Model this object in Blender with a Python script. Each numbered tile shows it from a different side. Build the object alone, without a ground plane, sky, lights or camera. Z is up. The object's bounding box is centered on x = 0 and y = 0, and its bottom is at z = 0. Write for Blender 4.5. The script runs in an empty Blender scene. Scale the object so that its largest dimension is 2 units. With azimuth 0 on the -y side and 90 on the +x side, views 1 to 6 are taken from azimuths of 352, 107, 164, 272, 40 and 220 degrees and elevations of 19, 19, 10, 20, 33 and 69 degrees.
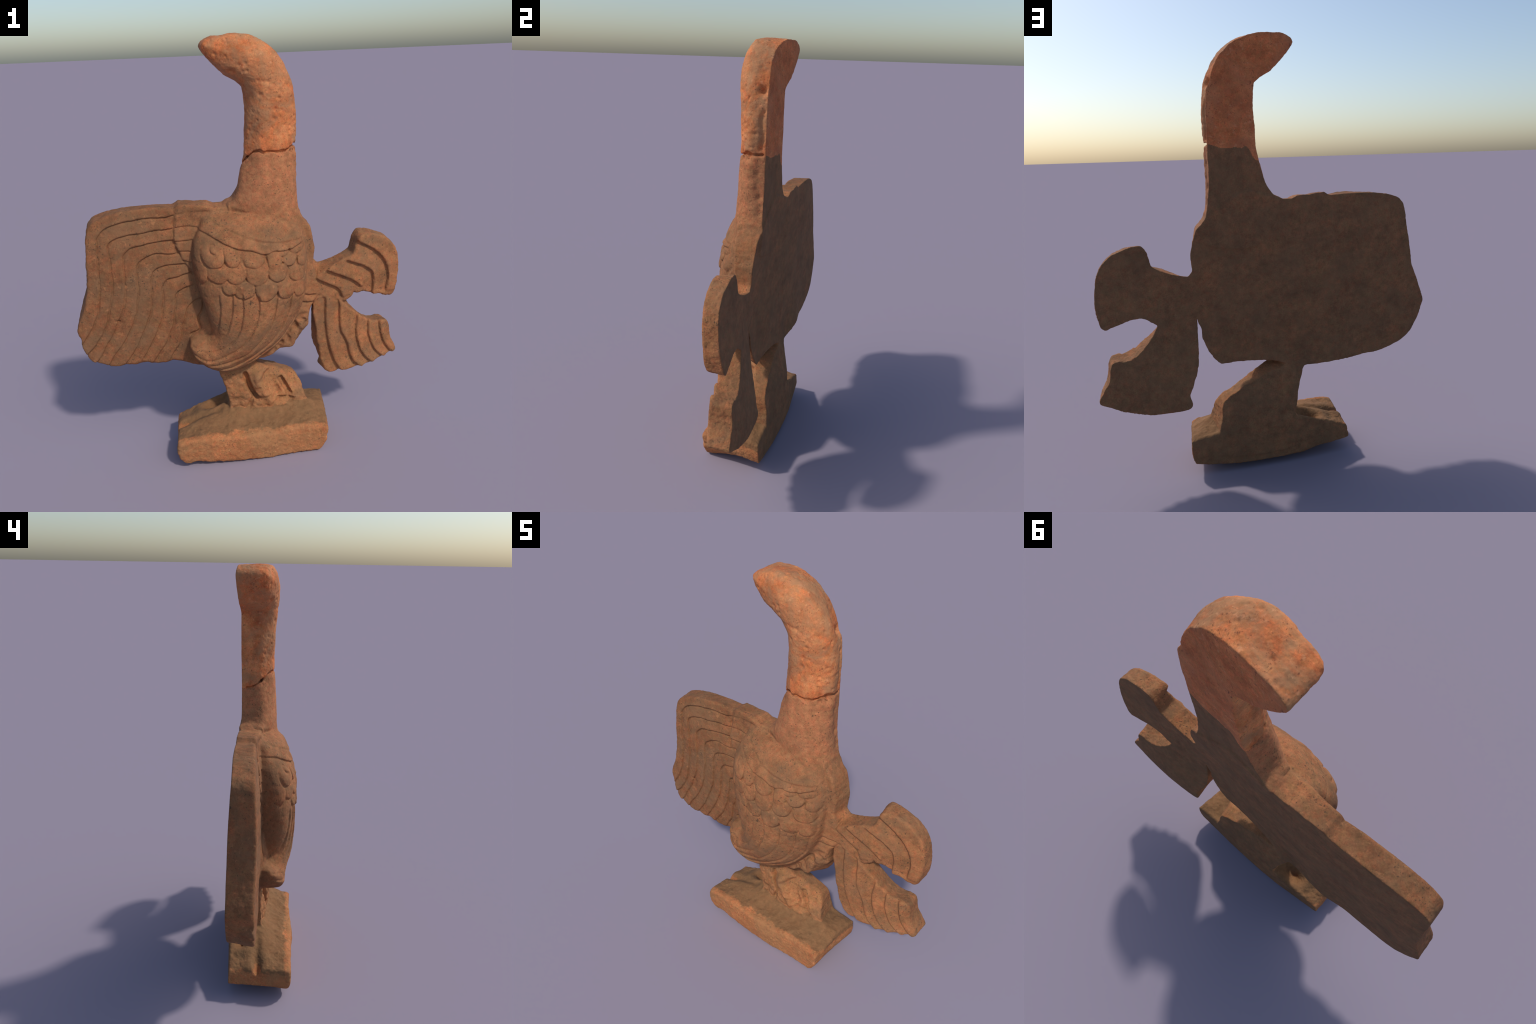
"""Weathered terracotta relief of a long-necked water bird on a small plinth.

The bird is a flat-backed clay relief.  Every part (head and neck, shoulder slab,
breast dome, wing, two tail lobes, leg, plinth) is a rounded slab with its own
profile, its own front relief (feather bands, scales, grooves) and a draft from
back profile to front profile.  The parts are blended as signed distance fields,
skinned once into one seamless surface, weathered with noise and chips, and then
separated by region into named part objects.
"""
import bpy
import numpy as np

H = 0.0029                                   # skin cell size, metres
RNG = np.random.default_rng(11)


# ------------------------------------------------------------------ helpers --
def smoothstep(a, b, x):
    t = np.clip((x - a) / (b - a), 0.0, 1.0)
    return t * t * (3 - 2 * t)


def smax(a, b, k):
    return np.maximum(a, b) + np.maximum(k - np.abs(a - b), 0) ** 2 / (4 * k)


def smin(a, b, k):
    return -smax(-a, -b, k)


def value_noise(p, seed):
    """3D value noise in [-1, 1] at points p (n, 3)."""
    i = np.floor(p).astype(np.int64)
    f = p - i
    f = f * f * f * (f * (f * 6 - 15) + 10)
    out = np.zeros(len(p))
    for dx in (0, 1):
        for dy in (0, 1):
            for dz in (0, 1):
                q = ((i[:, 0] + dx) * 374761393 + (i[:, 1] + dy) * 668265263
                     + (i[:, 2] + dz) * 2147483647 + seed * 974634777) & 0xFFFFFFFF
                q = ((q ^ (q >> 13)) * 1274126177) & 0xFFFFFFFF
                q = ((q ^ (q >> 16)) * 2246822519) & 0xFFFFFFFF
                v = ((q >> 8) & 0xFFFF) / 32767.5 - 1.0
                w = (np.where(dx, f[:, 0], 1 - f[:, 0]) * np.where(dy, f[:, 1], 1 - f[:, 1])
                     * np.where(dz, f[:, 2], 1 - f[:, 2]))
                out += w * v
    return out


def fbm(p, scale, octaves, seed):
    out = np.zeros(len(p))
    amp, total = 1.0, 0.0
    for o in range(octaves):
        out += amp * value_noise(p * scale * 2 ** o + 17.3 * o, seed + o)
        total += amp
        amp *= 0.5
    return out / total


def thin_plate(ctrl, lam=4e-4):
    """Smooth sheet y(x, z) through control points (x, z, y)."""
    P = np.array(ctrl, float)
    n = len(P)

    def kern(d):
        return np.where(d > 1e-9, d * d * np.log(np.maximum(d, 1e-9)), 0.0)

    A = kern(np.hypot(P[:, None, 0] - P[None, :, 0], P[:, None, 1] - P[None, :, 1])) + lam * np.eye(n)
    Q = np.c_[np.ones(n), P[:, :2]]
    w = np.linalg.solve(np.block([[A, Q], [Q.T, np.zeros((3, 3))]]), np.r_[P[:, 2], 0, 0, 0])

    def sheet(x, z):
        y = w[n] + w[n + 1] * x + w[n + 2] * z
        for j in range(n):
            y = y + w[j] * kern(np.hypot(x - P[j, 0], z - P[j, 1]))
        return y
    return sheet


def spline(pts, closed, per=5):
    """Centripetal-ish Catmull-Rom through the control points."""
    P = np.array(pts, float)
    n = len(P)
    out = []
    for i in range(n if closed else n - 1):
        if closed:
            a, b, c, d = P[i - 1], P[i], P[(i + 1) % n], P[(i + 2) % n]
        else:
            a, b, c, d = P[max(i - 1, 0)], P[i], P[i + 1], P[min(i + 2, n - 1)]
        L = np.linalg.norm(c - b) + 1e-9
        m1 = (c - a) * L / (np.linalg.norm(c - b) + np.linalg.norm(b - a) + 1e-9)
        m2 = (d - b) * L / (np.linalg.norm(c - b) + np.linalg.norm(d - c) + 1e-9)
        for t in np.arange(per) / per:
            out.append((2 * t**3 - 3 * t**2 + 1) * b + (t**3 - 2 * t**2 + t) * m1 * 0.8
                       + (-2 * t**3 + 3 * t**2) * c + (t**3 - t**2) * m2 * 0.8)
    if not closed:
        out.append(P[-1])
    return np.array(out)


def profile_distance(pts, X, Z):
    """Signed distance (negative inside) to a closed profile in the x-z plane."""
    S = spline(pts, True, 4)
    best = np.full(X.shape, 1e9, np.float32)
    inside = np.zeros(X.shape, bool)
    for (ax, az), (bx, bz) in zip(S, np.roll(S, -1, 0)):
        ex, ez = bx - ax, bz - az
        L2 = ex * ex + ez * ez
        if L2 < 1e-12:
            continue
        t = np.clip(((X - ax) * ex + (Z - az) * ez) / L2, 0, 1)
        best = np.minimum(best, (X - ax - t * ex) ** 2 + (Z - az - t * ez) ** 2)
        if az != bz:
            cross = ((az > Z) != (bz > Z)) & (X < ex * (Z - az) / ez + ax)
            inside ^= cross
    d = np.sqrt(best)
    return np.where(inside, -d, d).astype(np.float32)


def line_distance(pts, X, Z):
    """(signed distance, run past the ends, parameter 0..1) to an open groove line; + is left of travel."""
    S = spline(pts, False, 5)
    best = np.full(X.shape, 1e9)
    sgn, over, par = np.ones(X.shape), np.zeros(X.shape), np.zeros(X.shape)
    n = len(S) - 1
    for j in range(n):
        (ax, az), (bx, bz) = S[j], S[j + 1]
        L = np.hypot(bx - ax, bz - az)
        tx, tz = (bx - ax) / L, (bz - az) / L
        s = (X - ax) * tx + (Z - az) * tz
        lo = -1e9 if j == 0 else 0.0
        hi = 1e9 if j == n - 1 else L
        sc = np.clip(s, lo, hi)
        side = tx * (Z - az) - tz * (X - ax)
        d2 = side ** 2 + (s - sc) ** 2
        past = np.maximum(np.maximum(-s, s - L), 0) if j in (0, n - 1) else np.zeros(X.shape)
        if j == 0:
            past = np.maximum(-s, 0)
        if j == n - 1:
            past = np.maximum(past if n == 1 else 0, np.maximum(s - L, 0))
        key = d2 + past ** 2
        m = key < best
        best = np.where(m, key, best)
        sgn = np.where(m, np.where(side >= 0, 1.0, -1.0), sgn)
        over = np.where(m, past, over)
        par = np.where(m, (j + np.clip(s / L, 0, 1)) / n, par)
    d = np.sqrt(np.maximum(best - over ** 2, 0))
    return sgn * d, over, par


def step_relief(lines, X, Z, side, amp, reach, groove, sharp=0.003, width=0.0045):
    """Overlapping feather bands: each line is a step, raised on its outer side. Returns push to the front."""
    push = np.zeros(X.shape)
    count = np.zeros(X.shape, np.int16)
    for pts in lines:
        d, over, par = line_distance(pts, X, Z)
        d = d * side
        fade = np.exp(-(over / 0.012) ** 2)
        push += amp * fade * np.tanh(d / sharp) * np.exp(-np.abs(d) / reach)
        push -= groove * fade * np.exp(-(d / width) ** 2)
        count += (d > 0).astype(np.int16)
    return push, count


# ------------------------------------------------------------ the back sheet --
BACK = thin_plate([
    (-.656, 1.246, .103), (-.70, .84, .117), (-.77, .70, .117), (-.72, .58, .118), (-.45, .50, .112), (-.45, .85, .114), (-.52, 1.10, .120), (.0, .53, .094), (.10, .51, .087), (-.10, .52, .100), (-.36, .49, .124), (-.19, .50, .098), (-.20, .60, .102), (.1, 1.22, .100),
    (-.3, 1.28, .114), (.262, 1.496, .105), (.052, 1.502, .117), (-.03, 1.282, .113), (.347, .721, .074),
    (.525, .717, .102), (-.133, 1.95, .134), (.03, 1.80, .122), (.27, 1.82, .103), (.20, 1.945, .094), (.399, .073, .156),
    (-.379, .107, .142), (.792, .419, .154), (.755, .734, .119), (.288, 1.169, .102), (.244, .501, .084),
    (.40, .17, .154), (.63, 1.09, .088), (.77, .93, .098), (.735, .60, .137), (-.13, .33, .140), (.0, .80, .100), (-.2, .72, .110),
    (.1, .64, .094), (.10, .30, .146), (.05, .12, .164), (-.2, .15, .156), (.60, .45, .150), (.42, .38, .142), (.18, 1.0, .090)])

# --------------------------------------------------------- profiles of parts --
# (x, z) control points, seen from the front; "back" = where the wall meets the flat back.
NECK = dict(
    back=[(-.134, 1.950), (-.122, 1.972), (-.085, 1.990), (.015, 1.991), (.068, 1.979), (.124, 1.956), (.196, 1.893),
          (.235, 1.806), (.259, 1.733), (.264, 1.610), (.262, 1.494), (.264, 1.355), (.284, 1.18), (.28, 1.08),
          (.06, 1.06), (-.03, 1.18), (-.055, 1.268), (-.033, 1.284), (.002, 1.33), (.020, 1.389), (.036, 1.448), (.048, 1.52),
          (.050, 1.619), (.054, 1.683), (.047, 1.778), (.032, 1.792), (-.030, 1.830), (-.098, 1.899)],
    front=[(-.132, 1.946), (-.122, 1.964), (-.088, 1.984), (-.048, 1.988), (-.008, 1.996), (.062, 1.988), (.110, 1.975),
           (.160, 1.941), (.198, 1.903), (.228, 1.859), (.258, 1.793), (.269, 1.742), (.277, 1.665), (.278, 1.598),
           (.274, 1.519), (.274, 1.438), (.272, 1.337), (.274, 1.258), (.284, 1.195), (.27, 1.08), (.06, 1.06), (-.03, 1.18),
           (-.055, 1.268), (-.031, 1.294), (-.013, 1.328), (-.001, 1.375), (.013, 1.438), (.026, 1.475), (.031, 1.522),
           (.039, 1.590), (.041, 1.645), (.046, 1.704), (.040, 1.758), (.026, 1.793), (-.025, 1.833), (-.078, 1.876),
           (-.115, 1.912)])
SHOULDER = dict(
    back=[(-.30, 1.272), (-.13, 1.266), (-.02, 1.268), (.10, 1.30), (.28, 1.19), (.330, 1.143), (.350, 1.090), (.361, 1.023), (.358, .955),
          (.375, .93), (.385, .80), (.347, .735), (.338, .705), (.326, .676), (.321, .629), (.292, .555), (.244, .501), (.17, .502), (.09, .500),
          (-.005, .492), (-.062, .474), (-.09, .45), (-.13, .435), (-.19, .456), (-.30, .47)],
    front=[(-.30, 1.266), (-.13, 1.258), (-.02, 1.262), (.10, 1.30), (.27, 1.20), (.318, 1.150), (.336, 1.085), (.342, 1.02), (.336, .95),
           (.345, .89), (.375, .80), (.345, .760), (.328, .735), (.318, .712), (.314, .684), (.305, .629), (.276, .601), (.240, .548), (.222, .534),
           (.169, .527), (.104, .494), (0, .475), (-.07, .455), (-.13, .44), (-.21, .50), (-.30, .51)])
DOME = dict(
    front=[(-.17, 1.235), (-.205, 1.165), (-.229, 1.115), (-.237, 1.066), (-.236, .988), (-.221, .901), (-.200, .835),
           (-.187, .774), (-.178, .715), (-.174, .672), (-.205, .655), (-.245, .657), (-.276, .640), (-.284, .612), (-.271, .574), (-.241, .533),
           (-.183, .490), (-.124, .462), (-.07, .452), (-.02, .462), (.045, .497), (.10, .535), (.153, .575), (.208, .642), (.247, .706),
           (.279, .775), (.296, .845), (.304, .938), (.310, .996), (.303, 1.085), (.285, 1.14), (.245, 1.195), (.13, 1.225), (.0, 1.235), (-.10, 1.245)])
WING = dict(
    back=[(-.12, 1.266), (-.276, 1.271), (-.486, 1.277), (-.60, 1.264), (-.661, 1.247), (-.692, 1.215), (-.708, 1.108), (-.724, .99), (-.737, .902),
          (-.770, .81), (-.790, .755), (-.797, .721), (-.786, .69), (-.768, .640), (-.712, .551), (-.635, .503), (-.541, .475), (-.46, .471), (-.376, .462),
          (-.28, .456), (-.191, .450), (-.10, .48), (-.10, .85)],
    front=[(-.12, 1.258), (-.292, 1.268), (-.312, 1.270), (-.38, 1.283), (-.47, 1.279), (-.56, 1.266), (-.636, 1.245), (-.680, 1.214), (-.697, 1.17), (-.705, 1.102),
           (-.713, 1.00), (-.722, .926), (-.750, .820), (-.782, .754), (-.792, .71), (-.778, .672), (-.781, .633), (-.760, .585), (-.737, .553), (-.692, .537),
           (-.638, .513), (-.59, .522), (-.546, .515), (-.50, .524), (-.458, .514), (-.404, .507), (-.364, .520), (-.321, .503), (-.267, .478), (-.20, .47), (-.10, .49), (-.10, .85)])
TAIL_UPPER = dict(
    back=[(.33, .935), (.38, .932), (.466, .955), (.532, .990), (.545, 1.03), (.558, 1.068), (.578, 1.089), (.625, 1.083), (.669, 1.069), (.710, 1.048),
          (.745, 1.015), (.774, .96), (.787, .887), (.784, .807), (.769, .742), (.750, .727), (.729, .735), (.685, .748), (.636, .763), (.58, .757),
          (.522, .720), (.45, .70), (.33, .75)],
    front=[(.305, .90), (.338, .868), (.347, .882), (.372, .905), (.418, .930), (.453, .950), (.500, .970), (.535, .983), (.552, 1.030), (.562, 1.062), (.585, 1.078), (.661, 1.070),
           (.715, 1.044), (.750, 1.003), (.772, .958), (.780, .903), (.777, .826), (.762, .750), (.745, .734), (.720, .737), (.686, .750),
           (.660, .752), (.641, .757), (.601, .776), (.569, .772), (.548, .783), (.536, .758), (.500, .737), (.475, .744), (.452, .758),
           (.405, .762), (.370, .786), (.348, .818), (.338, .86), (.305, .87)])
TAIL_LOWER = dict(
    back=[(.352, .78), (.347, .723), (.344, .632), (.346, .55), (.352, .495), (.380, .430), (.401, .385), (.391, .345), (.400, .327), (.449, .319), (.567, .327), (.68, .355),
          (.794, .405), (.800, .421), (.776, .46), (.751, .505), (.738, .572), (.725, .584), (.656, .586), (.62, .603), (.574, .648), (.535, .70), (.50, .78), (.42, .80)],
    front=[(.352, .772), (.338, .735), (.338, .70), (.352, .600), (.360, .53), (.369, .475), (.382, .398), (.406, .346), (.434, .322), (.462, .327), (.480, .339),
           (.516, .332), (.545, .340), (.569, .348), (.598, .345), (.624, .359), (.649, .361), (.677, .376), (.70, .377), (.732, .385), (.757, .400), (.782, .398), (.795, .415), (.768, .482),
           (.754, .538), (.749, .577), (.734, .592), (.707, .595), (.665, .602), (.625, .618), (.574, .654), (.54, .682), (.50, .72), (.465, .765), (.42, .79)])
LEG = dict(
    back=[(-.16, .48), (-.149, .425), (-.135, .39), (-.122, .351), (-.106, .28), (-.098, .235), (-.11, .08), (.275, .08), (.275, .19), (.262, .245),
          (.256, .30), (.248, .328), (.224, .346), (.185, .364), (.150, .386), (.086, .410), (.05, .428), (.0, .444), (-.05, .455), (-.085, .50), (-.12, .51)],
    front=[(-.16, .46), (-.142, .42), (-.139, .405), (-.127, .356), (-.113, .309), (-.102, .252), (-.108, .205), (-.125, .165), (-.12, .08), (.30, .08), (.300, .19),
           (.290, .245), (.284, .30), (.264, .340), (.238, .372), (.205, .374), (.172, .386), (.132, .407), (.07, .440), (.0, .50), (-.1, .50)])
PLINTH = dict(                                   # the top is cut by PLINTH_TOP below
    back=[(-.345, .25), (-.360, .13), (-.370, .10), (-.368, .060), (-.29, .050), (-.204, .044), (-.10, .030), (.0, .026), (.11, .026), (.22, .030), (.350, .046), (.397, .058), (.410, .09),
          (.409, .13), (.395, .25)],
    front=[(-.360, .25), (-.376, .140), (-.382, .090), (-.364, .044), (-.330, .024), (-.287, .028), (-.244, .020), (-.138, .008), (-.026, .001), (.063, -.003),
           (.145, -.003), (.248, .0), (.330, .003), (.362, .048), (.374, .105), (.350, .25)])
# height of the worn mound under the foot: x, y, z
PLINTH_TOP = [(-.36, -.14, .152), (-.36, -.05, .162), (-.36, .03, .150), (-.36, .13, .132), (-.25, -.15, .158), (-.25, -.04, .186), (-.25, .02, .176), (-.25, .08, .184), (-.25, .15, .170),
              (-.15, -.15, .156), (-.15, -.03, .200), (-.15, .06, .220), (-.15, .15, .206), (0, -.15, .152), (0, -.06, .186), (0, .0, .212), (.15, -.15, .151), (.15, -.06, .187), (.15, .0, .212),
              (.3, -.15, .150), (.3, -.05, .193), (.3, .02, .208), (.3, .10, .190), (.3, .16, .178), (.38, -.13, .135), (.39, -.06, .156), (.39, .0, .168), (.40, .1, .176), (.4, .16, .165)]

# ----------------------------------------------------------- feather drawing --
WING_BANDS = [
    [(-.308, 1.236), (-.37, 1.232), (-.456, 1.231), (-.531, 1.225), (-.593, 1.207), (-.636, 1.181), (-.653, 1.151), (-.657, 1.097), (-.659, 1.021), (-.663, .937), (-.672, .864), (-.69, .796), (-.726, .723), (-.775, .655)],
    [(-.308, 1.177), (-.401, 1.174), (-.483, 1.165), (-.544, 1.16), (-.592, 1.14), (-.605, 1.114), (-.606, 1.043), (-.606, .959), (-.617, .875), (-.639, .79), (-.67, .71), (-.709, .649), (-.760, .598)],
    [(-.313, 1.123), (-.39, 1.122), (-.458, 1.114), (-.51, 1.105), (-.536, 1.08), (-.545, 1.043), (-.545, .976), (-.55, .896), (-.562, .84), (-.583, .778), (-.617, .71), (-.655, .648), (-.718, .555)],
    [(-.295, 1.058), (-.344, 1.063), (-.391, 1.067), (-.443, 1.055), (-.476, 1.036), (-.491, .993), (-.492, .947), (-.493, .89), (-.503, .833), (-.517, .776), (-.542, .713), (-.582, .645), (-.665, .535)],
    [(-.275, 1.008), (-.344, 1.007), (-.391, 1.002), (-.417, .985), (-.431, .941), (-.433, .884), (-.438, .826), (-.452, .763), (-.486, .689), (-.526, .614), (-.590, .52)],
    [(-.247, .963), (-.312, .946), (-.356, .934), (-.379, .907), (-.385, .861), (-.388, .797), (-.401, .733), (-.435, .658), (-.473, .595), (-.512, .53)],
    [(-.255, .897), (-.296, .881), (-.32, .86), (-.33, .814), (-.337, .744), (-.36, .674), (-.397, .598), (-.460, .515)],
    [(-.214, .834), (-.248, .814), (-.278, .779), (-.289, .732), (-.304, .691), (-.314, .637), (-.337, .584), (-.375, .52)]]
COVERT_SEAM = [(-.296, 1.30), (-.297, 1.238), (-.306, 1.177), (-.311, 1.12), (-.295, 1.058), (-.268, 1.005), (-.235, .958)]
COVERT_LINES = [[(-.290, 1.243), (-.225, 1.247), (-.153, 1.247)], [(-.298, 1.179), (-.245, 1.186), (-.195, 1.175)],
                [(-.305, 1.120), (-.225, 1.119)], [(-.290, 1.069), (-.239, 1.066)], [(-.268, 1.02), (-.235, 1.015)]]
CHIPPED_EDGE = [(-.200, .86), (-.198, .794), (-.227, .731), (-.222, .682), (-.262, .655)]
TAIL_UPPER_BANDS = [
    [(.562, 1.042), (.62, 1.009), (.67, .969), (.704, .924), (.719, .878), (.723, .834), (.717, .775)],
    [(.515, .949), (.568, .927), (.607, .905), (.635, .88), (.643, .851), (.645, .812), (.641, .750)],
    [(.413, .908), (.465, .883), (.512, .861), (.544, .841), (.575, .812)],
    [(.330, .886), (.388, .851), (.43, .83), (.467, .804), (.482, .770)]]
TAIL_LOWER_BANDS = [
    [(.400, .760), (.398, .66), (.404, .579), (.422, .487), (.449, .403), (.485, .335)],
    [(.470, .760), (.473, .628), (.482, .569), (.513, .506), (.528, .439), (.551, .387), (.595, .340)],
    [(.572, .660), (.561, .58), (.568, .51), (.588, .448), (.617, .402), (.660, .357)],
    [(.630, .620), (.629, .539), (.645, .485), (.669, .434), (.725, .375)],
    [(.691, .600), (.70, .525), (.716, .475), (.741, .434), (.775, .395)]]
LOBE_SEAM = [(.335, .835), (.352, .806), (.373, .784), (.405, .765), (.457, .760), (.490, .735)]
FLANK_LINES = [
    [(-.132, .94), (-.130, .834), (-.136, .765), (-.146, .705)],
    [(-.073, .92), (-.074, .841), (-.082, .784), (-.095, .731), (-.109, .697), (-.148, .652), (-.195, .630)],
    [(-.028, .89), (-.028, .81), (-.039, .743), (-.06, .683), (-.100, .630), (-.150, .600), (-.205, .588), (-.262, .612)],
    [(.046, .87), (.044, .795), (.025, .73), (-.003, .672), (-.042, .624), (-.085, .590), (-.140, .560), (-.205, .552), (-.262, .578)],
    [(.133, .87), (.123, .788), (.105, .726), (.07, .66), (.017, .603), (-.033, .563), (-.105, .534), (-.180, .525)],
    [(.206, .85), (.19, .765), (.155, .682), (.108, .619), (.046, .573), (-.012, .534), (-.078, .503), (-.130, .497)],
    [(.263, .83), (.235, .726), (.189, .652), (.128, .590), (.058, .545), (.0, .51)]]
NECKLINE = [(-.175, 1.24), (-.112, 1.199), (-.056, 1.173), (.006, 1.147), (.078, 1.122), (.178, 1.109), (.285, 1.106)]
COLLAR = [(.0, 1.265), (.047, 1.232), (.086, 1.204), (.162, 1.184), (.245, 1.170)]
SCALE_TOP = [(-.205, 1.175), (-.16, 1.16), (-.119, 1.137), (-.086, 1.12), (-.029, 1.099), (.023, 1.09), (.085, 1.065), (.125, 1.076), (.203, 1.072), (.26, 1.085)]
# breast scales: centre x, centre z, half width, half height, tier (higher tiers lie on top)
SCALES = [(-.085, .925, .032, .030, 0), (-.017, .918, .042, .046, 0), (.081, .903, .046, .054, 0), (.177, .888, .040, .044, 0), (.249, .884, .030, .048, 0),
          (-.198, .985, .022, .042, 1), (-.130, .988, .042, .042, 1), (-.050, .986, .040, .044, 1), (.042, .984, .046, .050, 1), (.139, .982, .042, .042, 1), (.240, .955, .038, .042, 1),
          (-.148, 1.062, .044, .044, 2), (-.063, 1.066, .034, .046, 2), (.033, 1.046, .042, .036, 2), (.126, 1.040, .034, .040, 2), (.200, 1.030, .034, .032, 2),
          (.268, 1.012, .024, .036, 2), (.168, 1.070, .026, .022, 3), (.240, 1.072, .034, .026, 3)]


# ---------------------------------------------------------------- the fields --
X0, Y0, Z0 = -.812, -.185, -.012
NX, NY, NZ = int(1.63 / H), int(.365 / H), int(2.035 / H)
gx = (X0 + H * np.arange(NX)).astype(np.float32)
gy = (Y0 + H * np.arange(NY)).astype(np.float32)
gz = (Z0 + H * np.arange(NZ)).astype(np.float32)
FIELD = np.full((NX, NZ, NY), 0.05, np.float32)          # y runs fastest
PART = np.zeros((NX, NZ), np.int16)
PARTS = ["torso", "neck", "head", "wing", "tail_lobe_upper", "tail_lobe_lower", "leg", "plinth"]


def add_part(shape, front, rim, blend, round_front, round_back=.004, rim_round=None, pad=.03,
             back=None, cut_back=None, wobble=.0035, seed=1):
    """Blend one drafted slab into the field: between sheet `front` and the back, inside its profile."""
    pts = np.array(list(shape.get("back", shape["front"])) + list(shape["front"]))
    i0, i1 = np.clip(((pts[:, 0].min() - pad - X0) / H, (pts[:, 0].max() + pad - X0) / H), 0, NX).astype(int)
    k0, k1 = np.clip(((pts[:, 1].min() - pad - Z0) / H, (pts[:, 1].max() + pad - Z0) / H), 0, NZ).astype(int)
    X, Z = np.meshgrid(gx[i0:i1], gz[k0:k1], indexing="ij")
    flat = np.c_[X.ravel(), np.zeros(X.size), Z.ravel()]
    wob = (wobble * (0.7 * fbm(flat, 22, 2, seed) + .5 * fbm(flat, 60, 2, seed + 5))).reshape(X.shape).astype(np.float32)
    sF = profile_distance(shape["front"], X, Z) + wob
    sB = profile_distance(shape["back"], X, Z) + .5 * wob if "back" in shape else sF
    F = front(X, Z)
    if rim_round:                                    # elliptical shoulder: width, depth
        e = np.clip(-sF / rim_round[0], 0, 1)
        depth = rim_round[1](X, Z) if callable(rim_round[1]) else rim_round[1]
        F = F + depth * (1 - np.sqrt(np.maximum(1 - (1 - e) ** 2, 0)))
    B = BACK(X, Z) if back is None else back(X, Z)
    gxF, gzF = np.gradient(F, H)
    slope = np.sqrt(1 + np.minimum(gxF ** 2 + gzF ** 2, 9)).astype(np.float32)
    F, B = F.astype(np.float32)[..., None], B.astype(np.float32)[..., None]
    y = gy[None, None, :]
    t = np.clip((B - y) / np.maximum(B - rim, .02), 0, 1.15)
    S = sB[..., None] * (1 - t) + sF[..., None] * t
    d = smax(S, (F - y) / slope[..., None], round_front)
    d = smax(d, y - B, round_back)
    if cut_back is not None:
        d = cut_back(d, X[..., None], y, Z[..., None])
    sub = FIELD[i0:i1, k0:k1]
    FIELD[i0:i1, k0:k1] = smin(sub, d, blend)


# --- head and neck: half-round bar, flat behind
neck_sheet = thin_plate([(-.12, 1.94, -.018), (-.05, 1.95, -.032), (.05, 1.90, -.050), (.125, 1.865, -.053), (.14, 1.80, -.047), (.16, 1.72, -.039),
                         (.16, 1.616, -.036), (.15, 1.53, -.034), (.15, 1.45, -.042), (.14, 1.35, -.048), (.14, 1.22, -.055), (.24, 1.61, -.034), (.22, 1.40, -.042), (.08, 1.42, -.040)])


def neck_front(X, Z):
    fade = .03 * smoothstep(1.31, 1.21, Z) * smoothstep(.10, -.03, X)      # sink the flare into the shoulder
    return neck_sheet(X, Z) + fade + .014 * smoothstep(.17, .27, X) * smoothstep(1.15, 1.25, Z) + .008 * smoothstep(.12, .05, X) * smoothstep(1.80, 1.74, Z)


def crack_height(x, y):
    zc = np.interp(x, [.02, .052, .07, .095, .11, .137, .177, .206, .24, .258, .28],
                   [1.476, 1.492, 1.506, 1.511, 1.502, 1.507, 1.503, 1.505, 1.518, 1.522, 1.510])
    left = 1 - smoothstep(.055, .09, x)
    return zc - left * .040 * smoothstep(-.01, .09, y) + smoothstep(.20, .26, x) * .0 


def crack_cut(d, X, y, Z):
    zc = crack_height(X, y)
    w = .0045 + .0025 * np.sin(X * 70 + 1.0)
    cut = np.minimum(w - np.abs(Z - zc), d + .015)
    back_gap = y > .095
    return np.where(back_gap, d, smax(d, cut, .005)).astype(np.float32)




# --- shoulder slab behind the breast
shoulder_sheet = thin_plate([(-.25, 1.24, .026), (-.1, 1.25, .016), (.3, 1.10, -.012), (.32, .95, -.004), (.338, .772, .004), (.28, .776, -.016),
                             (.223, .552, -.018), (.30, .64, -.008), (.0, .49, -.010), (-.20, .50, .010), (-.05, .9, .0)])


def shoulder_front(X, Z):
    F = shoulder_sheet(X, Z)
    for line in ([(.27, .815), (.31, .795), (.345, .79)], [(.26, .776), (.30, .758), (.335, .752)]):
        d, over, _ = line_distance(line, X, Z)
        F = F + .008 * np.exp(-(over / .01) ** 2) * np.exp(-(d / .006) ** 2) - .004 * np.tanh(d / .004) * np.exp(-np.abs(d) / .02) * np.exp(-(over / .01) ** 2)
    # broken, faceted flank under the breast
    flat = np.c_[X.ravel(), np.zeros(X.size), Z.ravel()]
    facet = fbm(flat, 26, 2, 401).reshape(X.shape)
    F = F + .014 * np.tanh(3.5 * facet) * smoothstep(.74, .66, Z) * smoothstep(.08, .16, X)
    return F


add_part(SHOULDER, shoulder_front, .0, .014, .012, wobble=.005, seed=7)
add_part(NECK, neck_front, .03, .028, .010, rim_round=(.095, lambda X, Z: .082 - .045 * smoothstep(1.80, 1.87, Z) * smoothstep(.14, .04, X)), cut_back=crack_cut, seed=3)


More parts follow.
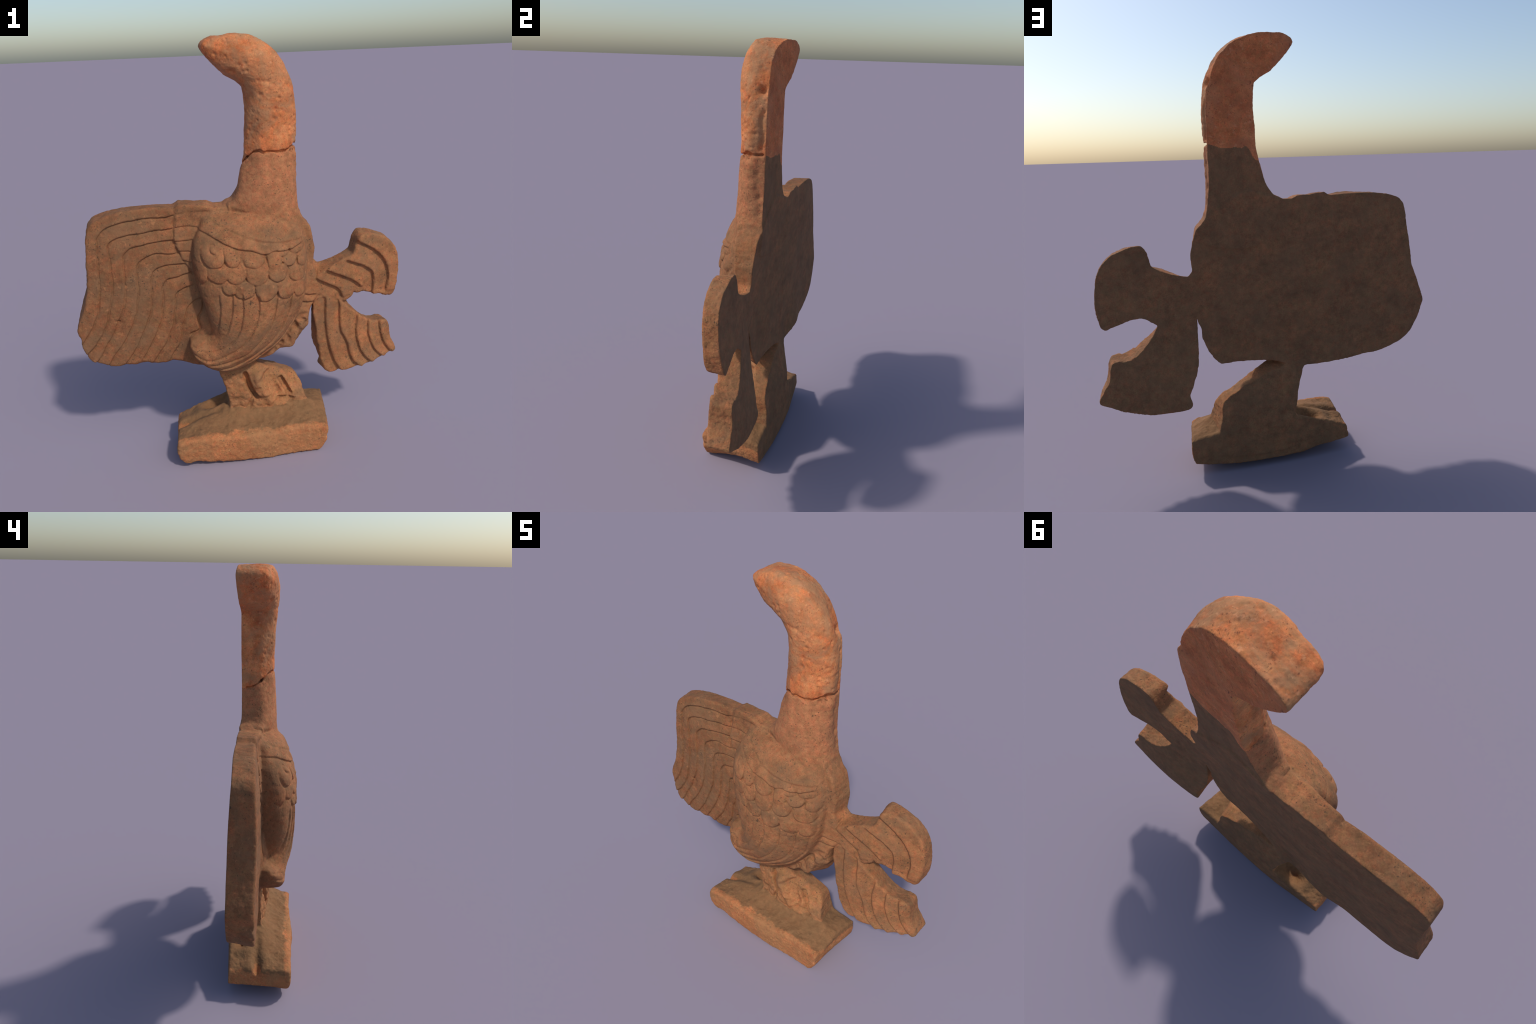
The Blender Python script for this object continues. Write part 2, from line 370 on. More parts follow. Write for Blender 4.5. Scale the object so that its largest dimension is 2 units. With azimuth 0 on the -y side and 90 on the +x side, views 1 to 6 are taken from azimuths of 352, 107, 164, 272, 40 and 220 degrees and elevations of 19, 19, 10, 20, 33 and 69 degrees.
# --- breast dome with scales and long flank feathers
dome_sheet = thin_plate([(-.142, 1.107, -.100), (-.064, 1.026, -.139), (0, 1.062, -.140), (.109, 1.038, -.142), (.076, .846, -.156), (.169, .84, -.130), (.25, .836, -.092),
                         (.239, .911, -.098), (.031, .925, -.157), (-.02, .861, -.155), (.086, 1.056, -.134), (.0, 1.117, -.130), (.1, 1.185, -.092), (.02, 1.205, -.076), (.03, .70, -.154),
                         (0, .58, -.130), (-.05, .475, -.080), (-.258, .608, -.084), (-.225, .652, -.040), (-.165, .66, -.092), (-.18, .57, -.112), (-.18, .75, -.102), (-.215, .95, -.085), (-.10, .75, -.136), (.12, .62, -.100), (.22, .72, -.080),
                         (.295, 1.05, -.052), (.28, 1.16, -.040), (.0, 1.25, -.036), (-.15, 1.22, -.022), (-.20, 1.12, -.066), (.2, 1.12, -.094), (.06, .52, -.070), (-.13, .90, -.134), (.30, .95, -.056), (.13, .94, -.152), (.17, .56, -.060)], lam=3e-4)
FLANK_COUNT = None


def scale_relief(X, Z):
    flat = np.c_[X.ravel(), np.zeros(X.size), Z.ravel()]
    wx = (.006 * fbm(flat, 26, 3, 301)).reshape(X.shape)
    wz = (.006 * fbm(flat, 26, 3, 311)).reshape(X.shape)
    wear = np.clip(.85 + .6 * fbm(flat, 17, 2, 321).reshape(X.shape), .35, 1.2)
    X, Z = X + wx, Z + wz
    top = np.zeros(X.shape)
    label = np.full(X.shape, -1, np.int16)
    for j, (cx, cz, hw, hh, tier) in enumerate(SCALES):
        u, v = (X - cx) / (hw * 1.10), (Z - cz) / hh
        r = np.where(v < 0, np.sqrt(u * u + v * v), np.maximum(np.abs(u), v * .75))
        q = np.minimum(hw, hh) * (1 - r)
        lift = smoothstep(-.003, .007, q) * (.0098 + .0018 * tier) * np.clip(.75 - .3 * v, .25, 1.05)
        lift = lift * (.72 + .28 * smoothstep(.0, .026, q)) * smoothstep(1.35, .5, v)
        groove = -.0045 * np.exp(-((q + .003) / .0032) ** 2) * smoothstep(.5, -.1, v)
        inside = q > 0
        newer = inside & (lift >= top - .0015)
        label[newer] = j
        top = np.where(inside, np.maximum(top, lift), np.where(top > .004, top, top + groove))
    return top * wear, label


def dome_front(X, Z):
    F = dome_sheet(X, Z)
    below = smoothstep(.0, -.02, Z - (.905 + .02 * np.cos(9 * (X - .06))))
    push, _ = step_relief(FLANK_LINES, X, Z, 1, .0042, .030, .0058, .0035, .0045)
    F = F - push * np.clip(below + .0, 0, 1)
    sc, _ = scale_relief(X, Z)
    F = F - sc
    for line, a, g in ((NECKLINE, .0020, .0028), (COLLAR, -.0015, .0018)):
        d, over, _ = line_distance(line, X, Z)
        f = np.exp(-(over / .012) ** 2)
        F = F - a * f * np.tanh(d / .004) * np.exp(-np.abs(d) / .03) + g * f * np.exp(-(d / .005) ** 2)
    d, over, _ = line_distance(SCALE_TOP, X, Z)
    f = np.exp(-(over / .012) ** 2)
    F = F - .0055 * f * np.tanh(d / .003) * np.exp(-np.abs(d) / .03) + .005 * f * np.exp(-(d / .0045) ** 2)
    # small round boss with a pit beside it on the first scale
    r = np.hypot(X + .141, Z - 1.100)
    F = F - .007 * np.exp(-(r / .014) ** 2) + .006 * np.exp(-((r - .019) / .005) ** 2) * (X < -.135)
    return F


add_part(DOME, dome_front, -.04, .014, .014, rim_round=(.055, .050), back=lambda X, Z: .045 + 0 * X, round_back=.01, wobble=.003, seed=9)

# --- wing slab
wing_sheet = thin_plate([(-.68, 1.22, .013), (-.443, 1.072, .004), (-.526, .815, -.004), (-.699, .873, .002), (-.598, .754, .002), (-.476, 1.158, .010), (-.30, 1.22, .024), (-.24, 1.235, .026),
                         (-.27, 1.015, .006), (-.754, .606, .004), (-.46, .53, .004), (-.25, .82, .004), (-.22, 1.1, .004), (-.16, 1.22, .012), (-.28, .52, .020), (-.215, .72, -.010), (-.19, .62, -.035), (-.29, .72, .002)], lam=1e-3)


def wing_front(X, Z):
    F = wing_sheet(X, Z)
    flat = np.c_[X.ravel(), np.zeros(X.size), Z.ravel()]
    X = X + (.0055 * fbm(flat, 20, 3, 501)).reshape(X.shape)
    Z = Z + (.0055 * fbm(flat, 20, 3, 511)).reshape(X.shape)
    sd, so, _ = line_distance(COVERT_SEAM, X, Z)
    covert = (sd > 0) & (Z > .97)
    push, _ = step_relief(WING_BANDS, X, Z, -1, .0036, .030, .0062, .003, .0040)
    F = F - push * (1 - .9 * smoothstep(-.004, .004, sd) * (Z > .97))
    cp, _ = step_relief(COVERT_LINES, X, Z, 1, .0022, .02, .0046, .003, .0042)
    F = F - cp * covert
    f = np.exp(-(so / .02) ** 2)
    chip = np.clip(.9 + 1.2 * fbm(flat, 30, 2, 521).reshape(X.shape), .1, 1.8)
    F = F + .010 * chip * f * np.exp(-(sd / (.0035 + .003 * chip)) ** 2) - .004 * f * np.tanh(sd / .004) * np.exp(-np.abs(sd) / .03)
    cd, co, _ = line_distance(CHIPPED_EDGE, X, Z)
    F = F + .012 * np.exp(-(co / .01) ** 2) * np.exp(-(cd / .006) ** 2)
    # gouge in the lower wing
    F = F + .007 * np.exp(-((X + .598) / .014) ** 2 - ((Z - .752 + .25 * (X + .598)) / .006) ** 2)
    return F


add_part(WING, wing_front, .01, .006, .014, seed=13, wobble=.004)

# --- tail
tail_upper_sheet = thin_plate([(.52, .947, .0), (.421, .906, -.001), (.348, .876, .002), (.57, 1.04, .008), (.556, .908, .004), (.737, .738, .035), (.57, .819, .011), (.70, 1.04, .018), (.76, .93, .028), (.62, 1.06, .012)], lam=2e-3)
tail_lower_sheet = thin_plate([(.37, .752, .009), (.476, .621, .013), (.58, .359, .023), (.711, .386, .038), (.784, .41, .056), (.57, .628, .020), (.695, .599, .040), (.447, .312, .040), (.36, .55, .012), (.64, .48, .022), (.75, .50, .045)], lam=2e-3)


def tail_upper_front(X, Z):
    push, _ = step_relief(TAIL_UPPER_BANDS, X, Z, 1, .0105, .045, .003, .0045, .006)
    return tail_upper_sheet(X, Z) - push


def tail_lower_front(X, Z):
    push, _ = step_relief(TAIL_LOWER_BANDS, X, Z, 1, .0095, .034, .004, .005, .007)
    return tail_lower_sheet(X, Z) - push


add_part(TAIL_UPPER, tail_upper_front, .01, .006, .012, wobble=.003, seed=17)
add_part(TAIL_LOWER, tail_lower_front, .02, .003, .012, wobble=.004, seed=19)

# --- leg block: a column, a second leg, a webbed hollow between
leg_sheet = thin_plate([(-.12, .42, .004), (-.10, .207, -.002), (.0, .40, -.004), (.05, .389, -.022), (.10, .22, -.022), (.166, .331, .0), (.252, .322, .040), (.290, .202, -.006), (-.06, .30, -.008), (.2, .2, -.020),
                        (.235, .37, .080), (.13, .41, .040), (.05, .44, .020), (.282, .30, .040)], lam=1e-3)


def leg_front(X, Z):
    F = leg_sheet(X, Z)
    for line, depth, w in (([(-.017, .392), (-.002, .341), (.017, .294), (.036, .268)], .040, .013),
                           ([(.012, .265), (-.004, .22), (-.014, .195)], .012, .010),
                           ([(.086, .378), (.116, .330), (.150, .278)], .032, .030),
                           ([(.166, .335), (.184, .300), (.203, .262)], .034, .014),
                           ([(.150, .240), (.175, .238), (.215, .222)], .020, .016)):
        d, over, _ = line_distance(line, X, Z)
        F = F + depth * np.exp(-(over / .014) ** 2) * np.exp(-np.abs(d / w) ** (4 if w < .02 else 2))
    d, over, _ = line_distance([(.035, .385), (.055, .345), (.085, .275), (.105, .235)], X, Z)
    F = F - .010 * np.exp(-(over / .012) ** 2 - (d / .020) ** 2)
    flat = np.c_[X.ravel(), np.zeros(X.size), Z.ravel()]
    F = F + (.008 * fbm(flat, 38, 3, 411)).reshape(X.shape)
    r = np.hypot(X - .046, Z - .385)
    return F - .008 * np.exp(-(r / .022) ** 2)


add_part(LEG, leg_front, .0, .007, .010, wobble=.006, seed=23)

# --- plinth: a worn block whose top swells up round the foot
plinth_sheet = thin_plate([(-.36, .10, -.160), (.0, .15, -.160), (0, .02, -.160), (.35, .10, -.154), (.3, .02, -.148), (-.3, .04, -.154), (-.3, .15, -.160), (.3, .15, -.150), (0, .08, -.170)])
plinth_top = thin_plate([(a, b, c) for a, b, c in PLINTH_TOP], lam=1e-3)


def plinth_cut(d, X, Y, Z):
    X2, Y2 = np.broadcast_arrays(X[:, 0], np.asarray(Y)[0])
    flat = np.c_[X2.ravel(), Y2.ravel(), np.full(X2.size, .2)]
    T = plinth_top(X2, Y2) - .008 * np.exp(-((Y2 + .07) / .05) ** 2) + (.008 * fbm(flat, 20, 3, 41)).reshape(X2.shape)
    groove = np.exp(-((Y2 - .008 - .05 * (X2 + .3)) / .020) ** 2)
    T = T - .060 * np.exp(-((X2 + .172) / .058) ** 2 - ((Y2 - .092) / .032) ** 2)
    T = T - groove * (.012 * smoothstep(-.12, -.18, X2) + .022 * smoothstep(-.24, -.37, X2))
    return smax(d, (Z - T[:, None, :].astype(np.float32)), .016)


add_part(PLINTH, lambda X, Z: plinth_sheet(X, Z), -.13, .012, .020, wobble=.006, round_back=.006, cut_back=plinth_cut, seed=29)


# ------------------------------------------------------------ skin the field --
def skin(field):
    S = field < 0
    c = [S[a:NX - 1 + a, b:NZ - 1 + b, g:NY - 1 + g] for a in (0, 1) for b in (0, 1) for g in (0, 1)]
    any_in, all_in = c[0].copy(), c[0].copy()
    for m in c[1:]:
        any_in |= m
        all_in &= m
    act = any_in & ~all_in
    I, Kk, J = np.nonzero(act)
    idx = np.full(act.shape, -1, np.int32)
    idx[I, Kk, J] = np.arange(len(I), dtype=np.int32)
    val = {(a, b, g): field[I + a, Kk + b, J + g] for a in (0, 1) for b in (0, 1) for g in (0, 1)}
    acc, cnt = np.zeros((len(I), 3)), np.zeros(len(I))
    corners = list(val)
    for p in corners:
        for ax in range(3):
            if p[ax] == 0:
                q = tuple(1 if i == ax else p[i] for i in range(3))
                vp, vq = val[p], val[q]
                m = (vp < 0) != (vq < 0)
                t = np.where(m, vp / np.where(m, vp - vq, 1), 0)
                for i in range(3):
                    acc[:, i] += m * (p[i] + (t if i == ax else 0))
                cnt += m
    acc /= cnt[:, None]
    V = np.c_[X0 + H * (I + acc[:, 0]), Y0 + H * (J + acc[:, 2]), Z0 + H * (Kk + acc[:, 1])]
    quads = []
    # edges along x (axis 0), z (axis 1), y (axis 2)
    for ax in range(3):
        lo = [slice(1, -1)] * 3
        hi = [slice(1, -1)] * 3
        lo[ax], hi[ax] = slice(0, -1), slice(1, None)
        a, b = S[tuple(lo)], S[tuple(hi)]
        E = np.nonzero(a != b)
        e = [E[i] + (0 if i == ax else 1) for i in range(3)]
        flip = S[e[0], e[1], e[2]]
        o1, o2 = [i for i in range(3) if i != ax]

        def cell(d1, d2):
            q = list(e)
            q[o1] = q[o1] - d1
            q[o2] = q[o2] - d2
            return idx[q[0], q[1], q[2]]
        Q = np.stack([cell(1, 1), cell(0, 1), cell(0, 0), cell(1, 0)], -1)
        sense = flip if ax != 1 else ~flip          # array axes (x, z, y) are left-handed
        Q = np.where(sense[:, None], Q[:, ::-1], Q)
        quads.append(Q)
    return V, np.concatenate(quads)


V, Q = skin(FIELD)
del FIELD
# drop stray islands: keep quads whose vertices exist
Q = Q[(Q >= 0).all(1)]


def relax(V, Q, steps, lam):
    a = Q.ravel()
    b = np.roll(Q, -1, 1).ravel()
    ends = np.r_[a, b]
    other = np.r_[b, a]
    cnt = np.bincount(ends, minlength=len(V)).astype(float)
    for _ in range(steps):
        M = np.stack([np.bincount(ends, V[other, i], len(V)) for i in range(3)], -1) / cnt[:, None]
        V = V + lam * (M - V)
    return V


def normals(V, Q):
    n = np.cross(V[Q[:, 2]] - V[Q[:, 0]], V[Q[:, 3]] - V[Q[:, 1]])
    N = np.stack([sum(np.bincount(Q[:, c], n[:, i], len(V)) for c in range(4)) for i in range(3)], -1)
    N /= np.linalg.norm(N, axis=1, keepdims=True) + 1e-12
    return N, n / (np.linalg.norm(n, axis=1, keepdims=True) + 1e-12)


V = relax(V, Q, 2, .45)
N, FN = normals(V, Q)
if (N[:, 1] * (BACK(V[:, 0], V[:, 2]) - V[:, 1] < .002)).sum() < 0:   # back faces must look to +y
    Q = Q[:, ::-1]
    N, FN = normals(V, Q)

# ---- weathering: lumps, grain and pits, weaker on the smooth back
depth_from_back = BACK(V[:, 0], V[:, 2]) - V[:, 1]
on_back = smoothstep(.008, .001, depth_from_back) * smoothstep(.6, .9, N[:, 1])
front = 1 - on_back
red_part = V[:, 2] > crack_height(V[:, 0], V[:, 1])
rough = np.where(red_part, 1.0, .75) + .7 * (V[:, 2] < .17) + .7 * ((V[:, 0] > .55) & (np.abs(N[:, 1]) < .6))
push = .0022 * fbm(V, 24, 2, 101) + .0011 * fbm(V, 75, 2, 111) + .0006 * fbm(V, 190, 1, 121)
V = V + N * (push * rough * (.25 + .75 * front))[:, None]


def pit(centre, radius, depth):
    global V
    d2 = ((V - np.array(centre)) ** 2).sum(1)
    d2 = ((V - V[d2.argmin()]) ** 2).sum(1)                # seat the pit on the skin
    m = d2 < (3 * radius) ** 2
    V[m] -= N[m] * (depth * np.exp(-d2[m] / radius ** 2))[:, None]


for c, r, d in [((.255, .086, 1.786), .019, .022), ((.264, .022, 1.513), .018, .024), ((.245, -.015, 1.50), .012, .010), ((.05, .03, 1.475), .014, .010), ((.137, -.050, 1.799), .010, .005), ((.232, -.018, 1.783), .007, .005),
                ((.241, -.018, 1.61), .007, .005), ((-.100, .03, 1.905), .008, .005), ((-.055, .03, 1.878), .010, .005), ((.02, -.04, 1.868), .008, .004),
                ((-.012, -.01, 1.85), .012, .006), ((.095, -.05, 1.745), .010, .005), ((.105, .02, 1.975), .013, .006), ((.143, .127, 1.745), .008, .004),
                ((.643, .0, .969), .009, .004), ((.10, -.13, .80), .008, .003), ((.09, -.05, 1.50), .010, .004), ((.254, .08, 1.34), .016, .005)]:
    pit(c, r, d)
for zz in np.linspace(1.54, 1.70, 13):                       # worn groove down the rear edge of the neck
    pit((.265, .088 + .004 * np.sin(zz * 60), zz), .011, .0055)
for zz in np.linspace(1.22, 1.48, 16):
    pit((.268, .080 + RNG.uniform(-.012, .012), zz + RNG.uniform(-.01, .01)), RNG.uniform(.010, .022), RNG.uniform(.001, .005))
sel = np.nonzero((N[:, 1] < .3) & red_part)[0]
for j in RNG.choice(sel, 90):
    pit(V[j], RNG.uniform(.004, .009), RNG.uniform(.002, .0050))
sel = np.nonzero((N[:, 1] < .3) & ~red_part)[0]
for j in RNG.choice(sel, 170):
    pit(V[j], RNG.uniform(.003, .006), RNG.uniform(.001, .0026))

# frame: lowest point on the ground
V[:, 2] -= min(max(V[:, 2].min(), -.004), .004)
V[:, 2] = np.maximum(V[:, 2], .0)
N, FN = normals(V, Q)

# --------------------------------------------------- regions and sub-regions --
C = V[Q].mean(1)
x, y, z = C[:, 0], C[:, 1], C[:, 2]
facing = FN[:, 1] < -.25
is_back = (BACK(x, z) - y < .005) & (FN[:, 1] > .75)
part = np.full(len(Q), "torso", object)
dome_d = profile_distance(DOME["front"], x, z)
wing_cut = (x < -.30) | ((x < -.14) & (y > -.002) & (dome_d > -.012)) | ((x < -.17) & (y > -.002))
part[wing_cut & (z > .43)] = "wing"
part[(z > 1.235 + .0 * x) & (x > -.055)] = "neck"
part[z > crack_height(x, y) + 0 * z] = "neck_bend"
part[(z > 1.80) & (x - .10 < (z - 1.80) * .55)] = "head"
part[(z > 1.80) & (x < .10)] = "head"
tail = (x > .348 - .012 * (z < .74)) & (z > .30) & (z < 1.12) | (x > .43)
part[tail] = "tail_lobe"
low = tail & (z < .84)
seam_d, _, _ = line_distance(LOBE_SEAM, x[low], z[low])
low[low] = (seam_d < 0) & (x[low] < .50) | (z[low] < .70) & (x[low] >= .50)
low &= z < .80
part[low] = "tail_lobe.001"
part[(z < .45) & (x < .335) & ((dome_d > 0) | (y > -.035)) & (z > .16)] = "leg"
part[(z < .43) & (x < .335) & (z > .16)] = "leg"
low_z = z < .27
part[np.nonzero(low_z)[0][z[low_z] < plinth_top(x[low_z], y[low_z]) + .010]] = "plinth"

feather = np.full(len(Q), -1)


def bands(mask, lines, side, first):
    _, n = step_relief(lines, x[mask], z[mask], side, 0, 1, 0)
    feather[mask] = first + n


m = (part == "wing") & facing
bands(m, WING_BANDS, -1, 0)
sd, _, _ = line_distance(COVERT_SEAM, x[m], z[m])
cov = m.copy()
cov[m] = (sd > 0) & (z[m] > .965)
feather[cov] = 20 + np.digitize(z[cov], [1.018, 1.067, 1.119, 1.18, 1.245])
bands((part == "tail_lobe") & facing, TAIL_UPPER_BANDS, 1, 40)
bands((part == "tail_lobe.001") & facing, TAIL_LOWER_BANDS, 1, 60)
m = (part == "torso") & facing & (y < -.035) & (dome_d < -.004)
_, sl = scale_relief(x[m], z[m])
td, _, _ = line_distance(SCALE_TOP, x[m], z[m])
ids = np.where((sl >= 0) & (td < 0), 80 + sl, -1)
_, fc = step_relief(FLANK_LINES, x[m], z[m], 1, 0, 1, 0)
feather[m] = np.where((sl < 0) & (z[m] < .90) & (td < -.02), 110 + fc, ids)


# ----------------------------------------------------------------- materials --
def clay(name, colours, patina, patina_amount, speck=(.05, .035, .025), speck_amount=.55, pale=None, rough=.9,
         top_dust=None, bump=.25, streak=False, zones=()):
    mat = bpy.data.materials.new(name)
    mat.use_nodes = True
    nt = mat.node_tree
    nd, ln = nt.nodes, nt.links
    bsdf = nd["Principled BSDF"]
    bsdf.inputs["Roughness"].default_value = rough
    bsdf.inputs["Specular IOR Level"].default_value = .22
    co = nd.new("ShaderNodeTexCoord").outputs["Object"]

    def noise(scale, detail, rgh=.6, dist=0.0, off=0.0, squash=None):
        mp = nd.new("ShaderNodeMapping")
        mp.inputs["Location"].default_value = (off, off * .7, -off)
        if squash:
            mp.inputs["Scale"].default_value = squash
        ln.new(co, mp.inputs[0])
        n = nd.new("ShaderNodeTexNoise")
        n.inputs["Scale"].default_value = scale
        n.inputs["Detail"].default_value = detail
        n.inputs["Roughness"].default_value = rgh
        n.inputs["Distortion"].default_value = dist
        ln.new(mp.outputs[0], n.inputs["Vector"])
        return n.outputs["Fac"]

    def ramp(fac, stops):
        r = nd.new("ShaderNodeValToRGB")
        while len(r.color_ramp.elements) < len(stops):
            r.color_ramp.elements.new(.5)
        for e, (p, c) in zip(r.color_ramp.elements, stops):
            e.position = p
            e.color = (*c, 1) if isinstance(c, tuple) else (c, c, c, 1)
        ln.new(fac, r.inputs[0])
        return r.outputs[0]

    def mix(fac, a, b, mode="MIX"):
        mx = nd.new("ShaderNodeMix")
        mx.data_type = "RGBA"
        mx.blend_type = mode
        for sock, v in ((mx.inputs[0], fac), (mx.inputs[6], a), (mx.inputs[7], b)):
            if isinstance(v, (int, float)):
                sock.default_value = v
            elif isinstance(v, tuple):
                sock.default_value = (*v, 1)
            else:
                ln.new(v, sock)
        return mx.outputs[2]

    def math(op, a, b=None):
        m = nd.new("ShaderNodeMath")
        m.operation = op
        for i, v in enumerate((a, b)):
            if v is None:
                continue
            if isinstance(v, (int, float)):
                m.inputs[i].default_value = v
            else:
                ln.new(v, m.inputs[i])
        return m.outputs[0]

    tone = noise(9, 6, .62)
    base = ramp(tone, [(.30, colours[0]), (.50, colours[1]), (.72, colours[2])])
    if zones:
        sp = nd.new("ShaderNodeSeparateXYZ")
        ln.new(co, sp.inputs[0])
        edge = math("MULTIPLY", math("SUBTRACT", noise(14, 5, .65, .4, 71.0), .5), .14)
        for cols, limits in zones:
            f = None
            for axis, lo, hi in limits:
                mr = nd.new("ShaderNodeMapRange")
                mr.interpolation_type = "SMOOTHSTEP"
                mr.inputs["From Min"].default_value, mr.inputs["From Max"].default_value = lo, hi
                ln.new(math("ADD", sp.outputs[axis], edge), mr.inputs["Value"])
                f = mr.outputs[0] if f is None else math("MULTIPLY", f, mr.outputs[0])
            base = mix(f, base, ramp(tone, [(.30, cols[0]), (.50, cols[1]), (.72, cols[2])]))
    # mid-size mottling and fine grain
    mott = ramp(noise(34, 5, .65, .3, 3.1, (1, 1, .45) if streak else None), [(.28, .68), (.52, 1.0), (.76, 1.28)])
    base = mix(.8, base, mott, "MULTIPLY")
    grain = ramp(noise(190, 3, .7, 0, 7.7), [(.28, .72), (.5, 1.0), (.74, 1.28)])
    base = mix(.75, base, grain, "MULTIPLY")
    # small drifts between redder and greyer clay
    hue = ramp(noise(52, 4, .6, .3, 81.0), [(.34, (.95, 1.05, 1.0)), (.5, (1.0, 1.0, 1.0)), (.66, (1.10, .95, .93))])
    base = mix(1.0, base, hue, "MULTIPLY")
    # grey-olive patina in patches
    pf = ramp(noise(6.5, 7, .68, .6, 11.3), [(.44, 0.0), (.60, 1.0)])
    amount = math("MULTIPLY", pf, patina_amount)
    if zones:                                        # the neck stump is cleaner than the rest
        mr = nd.new("ShaderNodeMapRange")
        mr.inputs["From Min"].default_value, mr.inputs["From Max"].default_value = 1.2, 1.36
        mr.inputs["To Min"].default_value, mr.inputs["To Max"].default_value = 1.0, .45
        ln.new(sp.outputs["Z"], mr.inputs["Value"])
        amount = math("MULTIPLY", amount, mr.outputs[0])
    base = mix(amount, base, patina)
    if pale:
        lf = ramp(noise(48, 4, .6, .4, 21.0), [(.60, 0.0), (.72, 1.0)])
        base = mix(math("MULTIPLY", lf, .45), base, pale)
    # dark pores and inclusions: ragged, clustered, two sizes
    for scale, lo, off in ((135, .668, 31.0), (62, .715, 37.0)):
        cl = ramp(noise(10, 4, .65, .5, off), [(.42, 0.0), (.70, .11)])
        pore = math("ADD", noise(scale, 2.5, .55, .3, off + 3), cl)
        hit = ramp(pore, [(lo, 0.0), (lo + .09, 1.0)])
        base = mix(math("MULTIPLY", hit, speck_amount), base, speck)
    if top_dust:
        sep = nd.new("ShaderNodeSeparateXYZ")
        ln.new(co, sep.inputs[0])
        wob = math("MULTIPLY", math("SUBTRACT", noise(22, 6, .7, 0, 41.0), .5), .095)
        yy = math("ADD", sep.outputs["Y"], wob)
        zz = math("ADD", sep.outputs["Z"], wob)
        f = None
        for v, lo in ((yy, -.134), (zz, .134)):
            mr = nd.new("ShaderNodeMapRange")
            mr.inputs["From Min"].default_value, mr.inputs["From Max"].default_value = lo, lo + .012
            ln.new(v, mr.inputs["Value"])
            f = mr.outputs[0] if f is None else math("MULTIPLY", f, mr.outputs[0])
        base = mix(math("MULTIPLY", f, .8), base, mix(.7, top_dust, mott, "MULTIPLY"))
    ln.new(base, bsdf.inputs["Base Color"])
    bn = nd.new("ShaderNodeBump")
    bn.inputs["Strength"].default_value = bump
    bn.inputs["Distance"].default_value = .0035
    hgt = math("ADD", noise(120, 5, .7, 0, 51.0), math("MULTIPLY", noise(420, 2, .6, 0, 61.0), .35))
    ln.new(hgt, bn.inputs["Height"])
    ln.new(bn.outputs[0], bsdf.inputs["Normal"])
    return mat


RED = clay("red_fired_clay", [(.36, .105, .038), (.54, .172, .060), (.68, .265, .105)], (.36, .20, .100), .70,
           speck=(.16, .055, .030), speck_amount=.7, pale=(.72, .34, .17))
BROWN = [(.205, .092, .041), (.285, .122, .053), (.375, .155, .066)]
NECK_TONE = [(.36, .142, .062), (.43, .168, .074), (.49, .192, .084)]
WING_TONE = [(.175, .076, .034), (.235, .099, .043), (.32, .126, .053)]
TAIL_TONE = [(.24, .104, .045), (.33, .136, .056), (.42, .162, .066)]
BODY = clay("weathered_brown_clay", BROWN, (.195, .112, .058), .55, speck=(.045, .036, .024), speck_amount=.75, pale=(.46, .20, .085),
            zones=[(WING_TONE, [("X", -.16, -.25)]), (TAIL_TONE, [("X", .29, .36)]), (NECK_TONE, [("Z", 1.17, 1.30), ("X", -.10, .0)]),
                   ([(.29, .128, .054), (.35, .152, .062), (.42, .175, .072)], [("Z", .45, .40)])])
BASEC = clay("plinth_clay", [(.33, .128, .052), (.40, .153, .060), (.48, .188, .074)], (.30, .165, .074), .5, pale=(.56, .28, .125),
             top_dust=(.185, .102, .047), bump=.4)
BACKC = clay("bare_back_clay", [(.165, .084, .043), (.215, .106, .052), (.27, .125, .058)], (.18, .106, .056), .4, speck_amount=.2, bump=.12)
BACKR = clay("bare_red_back_clay", [(.40, .118, .046), (.54, .168, .062), (.64, .235, .100)], (.40, .16, .078), .5, speck=(.17, .055, .035), speck_amount=.8, pale=(.66, .32, .17), bump=.15)

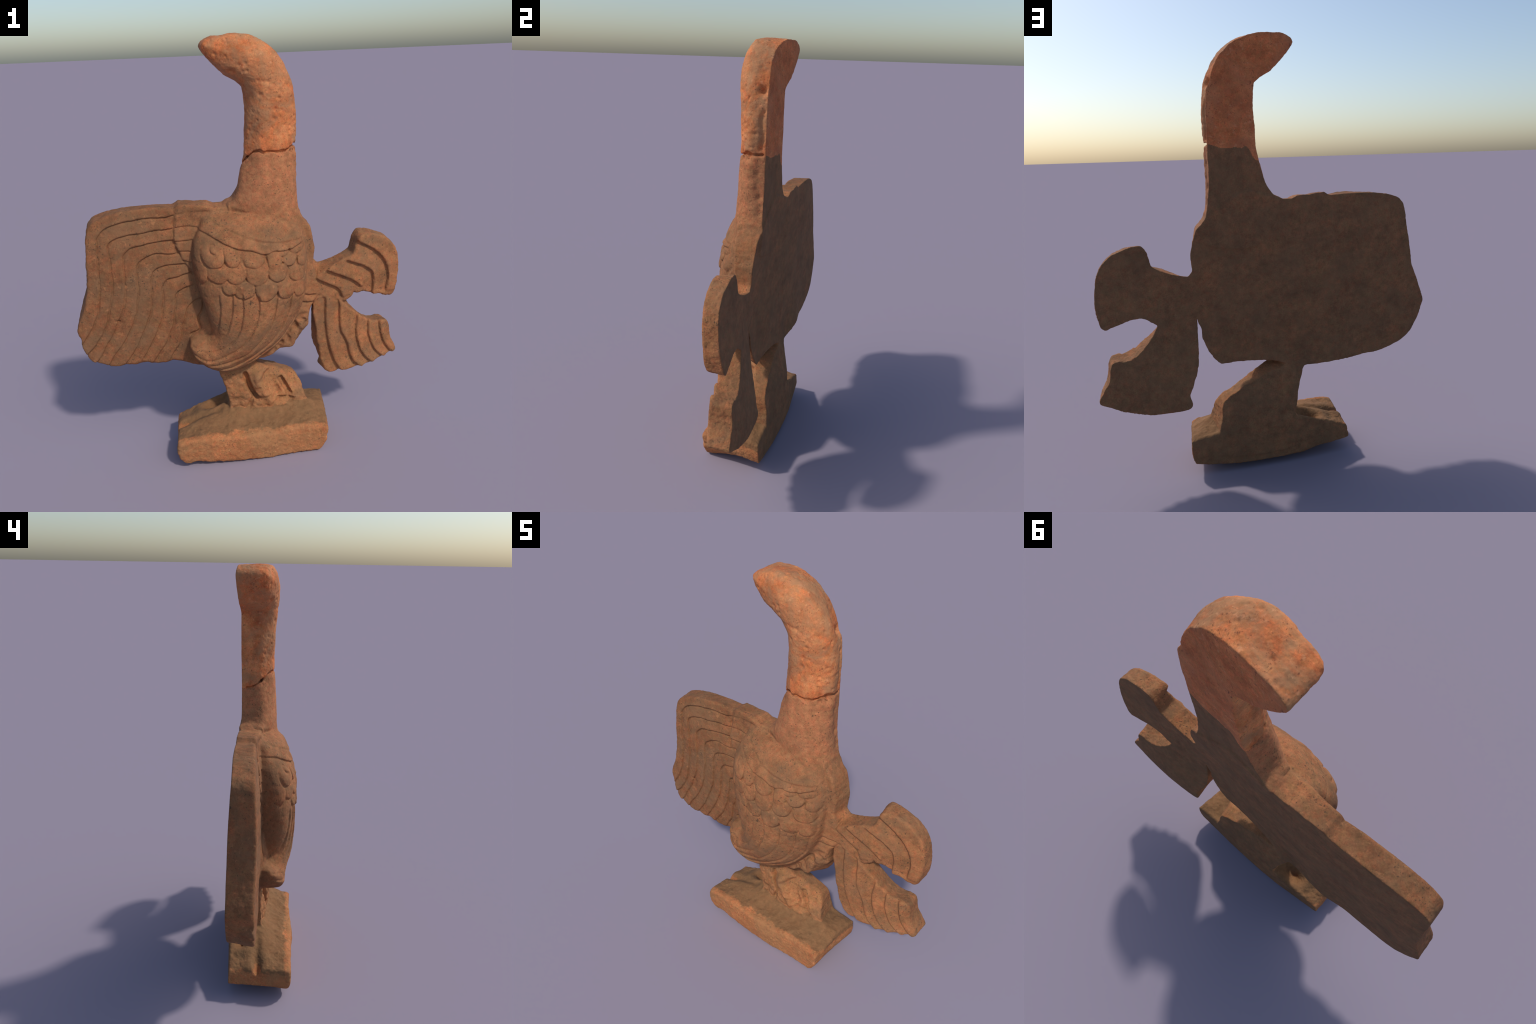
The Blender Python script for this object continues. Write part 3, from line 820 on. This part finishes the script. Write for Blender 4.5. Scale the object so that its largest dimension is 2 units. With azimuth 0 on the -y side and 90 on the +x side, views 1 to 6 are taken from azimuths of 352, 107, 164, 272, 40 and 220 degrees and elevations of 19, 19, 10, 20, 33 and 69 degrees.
LOOK = {"torso": BODY, "neck": BODY, "neck_bend": RED, "head": RED, "wing": BODY, "tail_lobe": BODY, "tail_lobe.001": BODY, "leg": BODY, "plinth": BASEC}

# ------------------------------------------------------------------- objects --
scene = bpy.context.scene.collection
root = bpy.data.objects.new("terracotta_water_bird", None)
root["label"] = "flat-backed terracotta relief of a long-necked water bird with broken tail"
root["category"] = "clay figurine"
scene.objects.link(root)


def make_object(name, faces, mats, parent, slot):
    used, inv = np.unique(Q[faces], return_inverse=True)
    me = bpy.data.meshes.new(name)
    me.vertices.add(len(used))
    me.vertices.foreach_set("co", V[used].astype(np.float32).ravel())
    n = len(faces)
    me.loops.add(4 * n)
    me.polygons.add(n)
    me.loops.foreach_set("vertex_index", inv.reshape(-1).astype(np.int32))
    me.polygons.foreach_set("loop_start", np.arange(0, 4 * n, 4, dtype=np.int32))
    for m in mats:
        me.materials.append(m)
    me.polygons.foreach_set("material_index", slot.astype(np.int32))
    me.update(calc_edges=True)
    me.validate()
    me.polygons.foreach_set("use_smooth", np.ones(len(me.polygons), bool))
    me.normals_split_custom_set_from_vertices(N[used].tolist())
    ob = bpy.data.objects.new(name, me)
    scene.objects.link(ob)
    ob.parent = parent
    return ob


SUB = {"wing": ("wing_feather", "wing"), "tail_lobe": ("tail_feather", "tail"), "tail_lobe.001": ("tail_feather", "tail")}
order = ["head", "neck_bend", "neck", "torso", "wing", "tail_lobe", "tail_lobe.001", "leg", "plinth"]
for p in order:
    mats = [LOOK[p], BACKR if p in ("head", "neck_bend") else BACKC]
    mine = part == p
    whole = np.nonzero(mine & (feather < 0))[0]
    ob = make_object(p.split(".")[0], whole, mats, root, is_back[whole])
    for f in np.unique(feather[mine & (feather >= 0)]):
        faces = np.nonzero(mine & (feather == f))[0]
        kind = ("wing_feather" if f < 20 else "covert_feather" if f < 40 else "tail_feather" if f < 80
                else "breast_scale" if f < 110 else "flank_feather")
        make_object(kind, faces, mats, ob, is_back[faces])
print("verts", len(V), "quads", len(Q), "bbox", V.min(0), V.max(0))
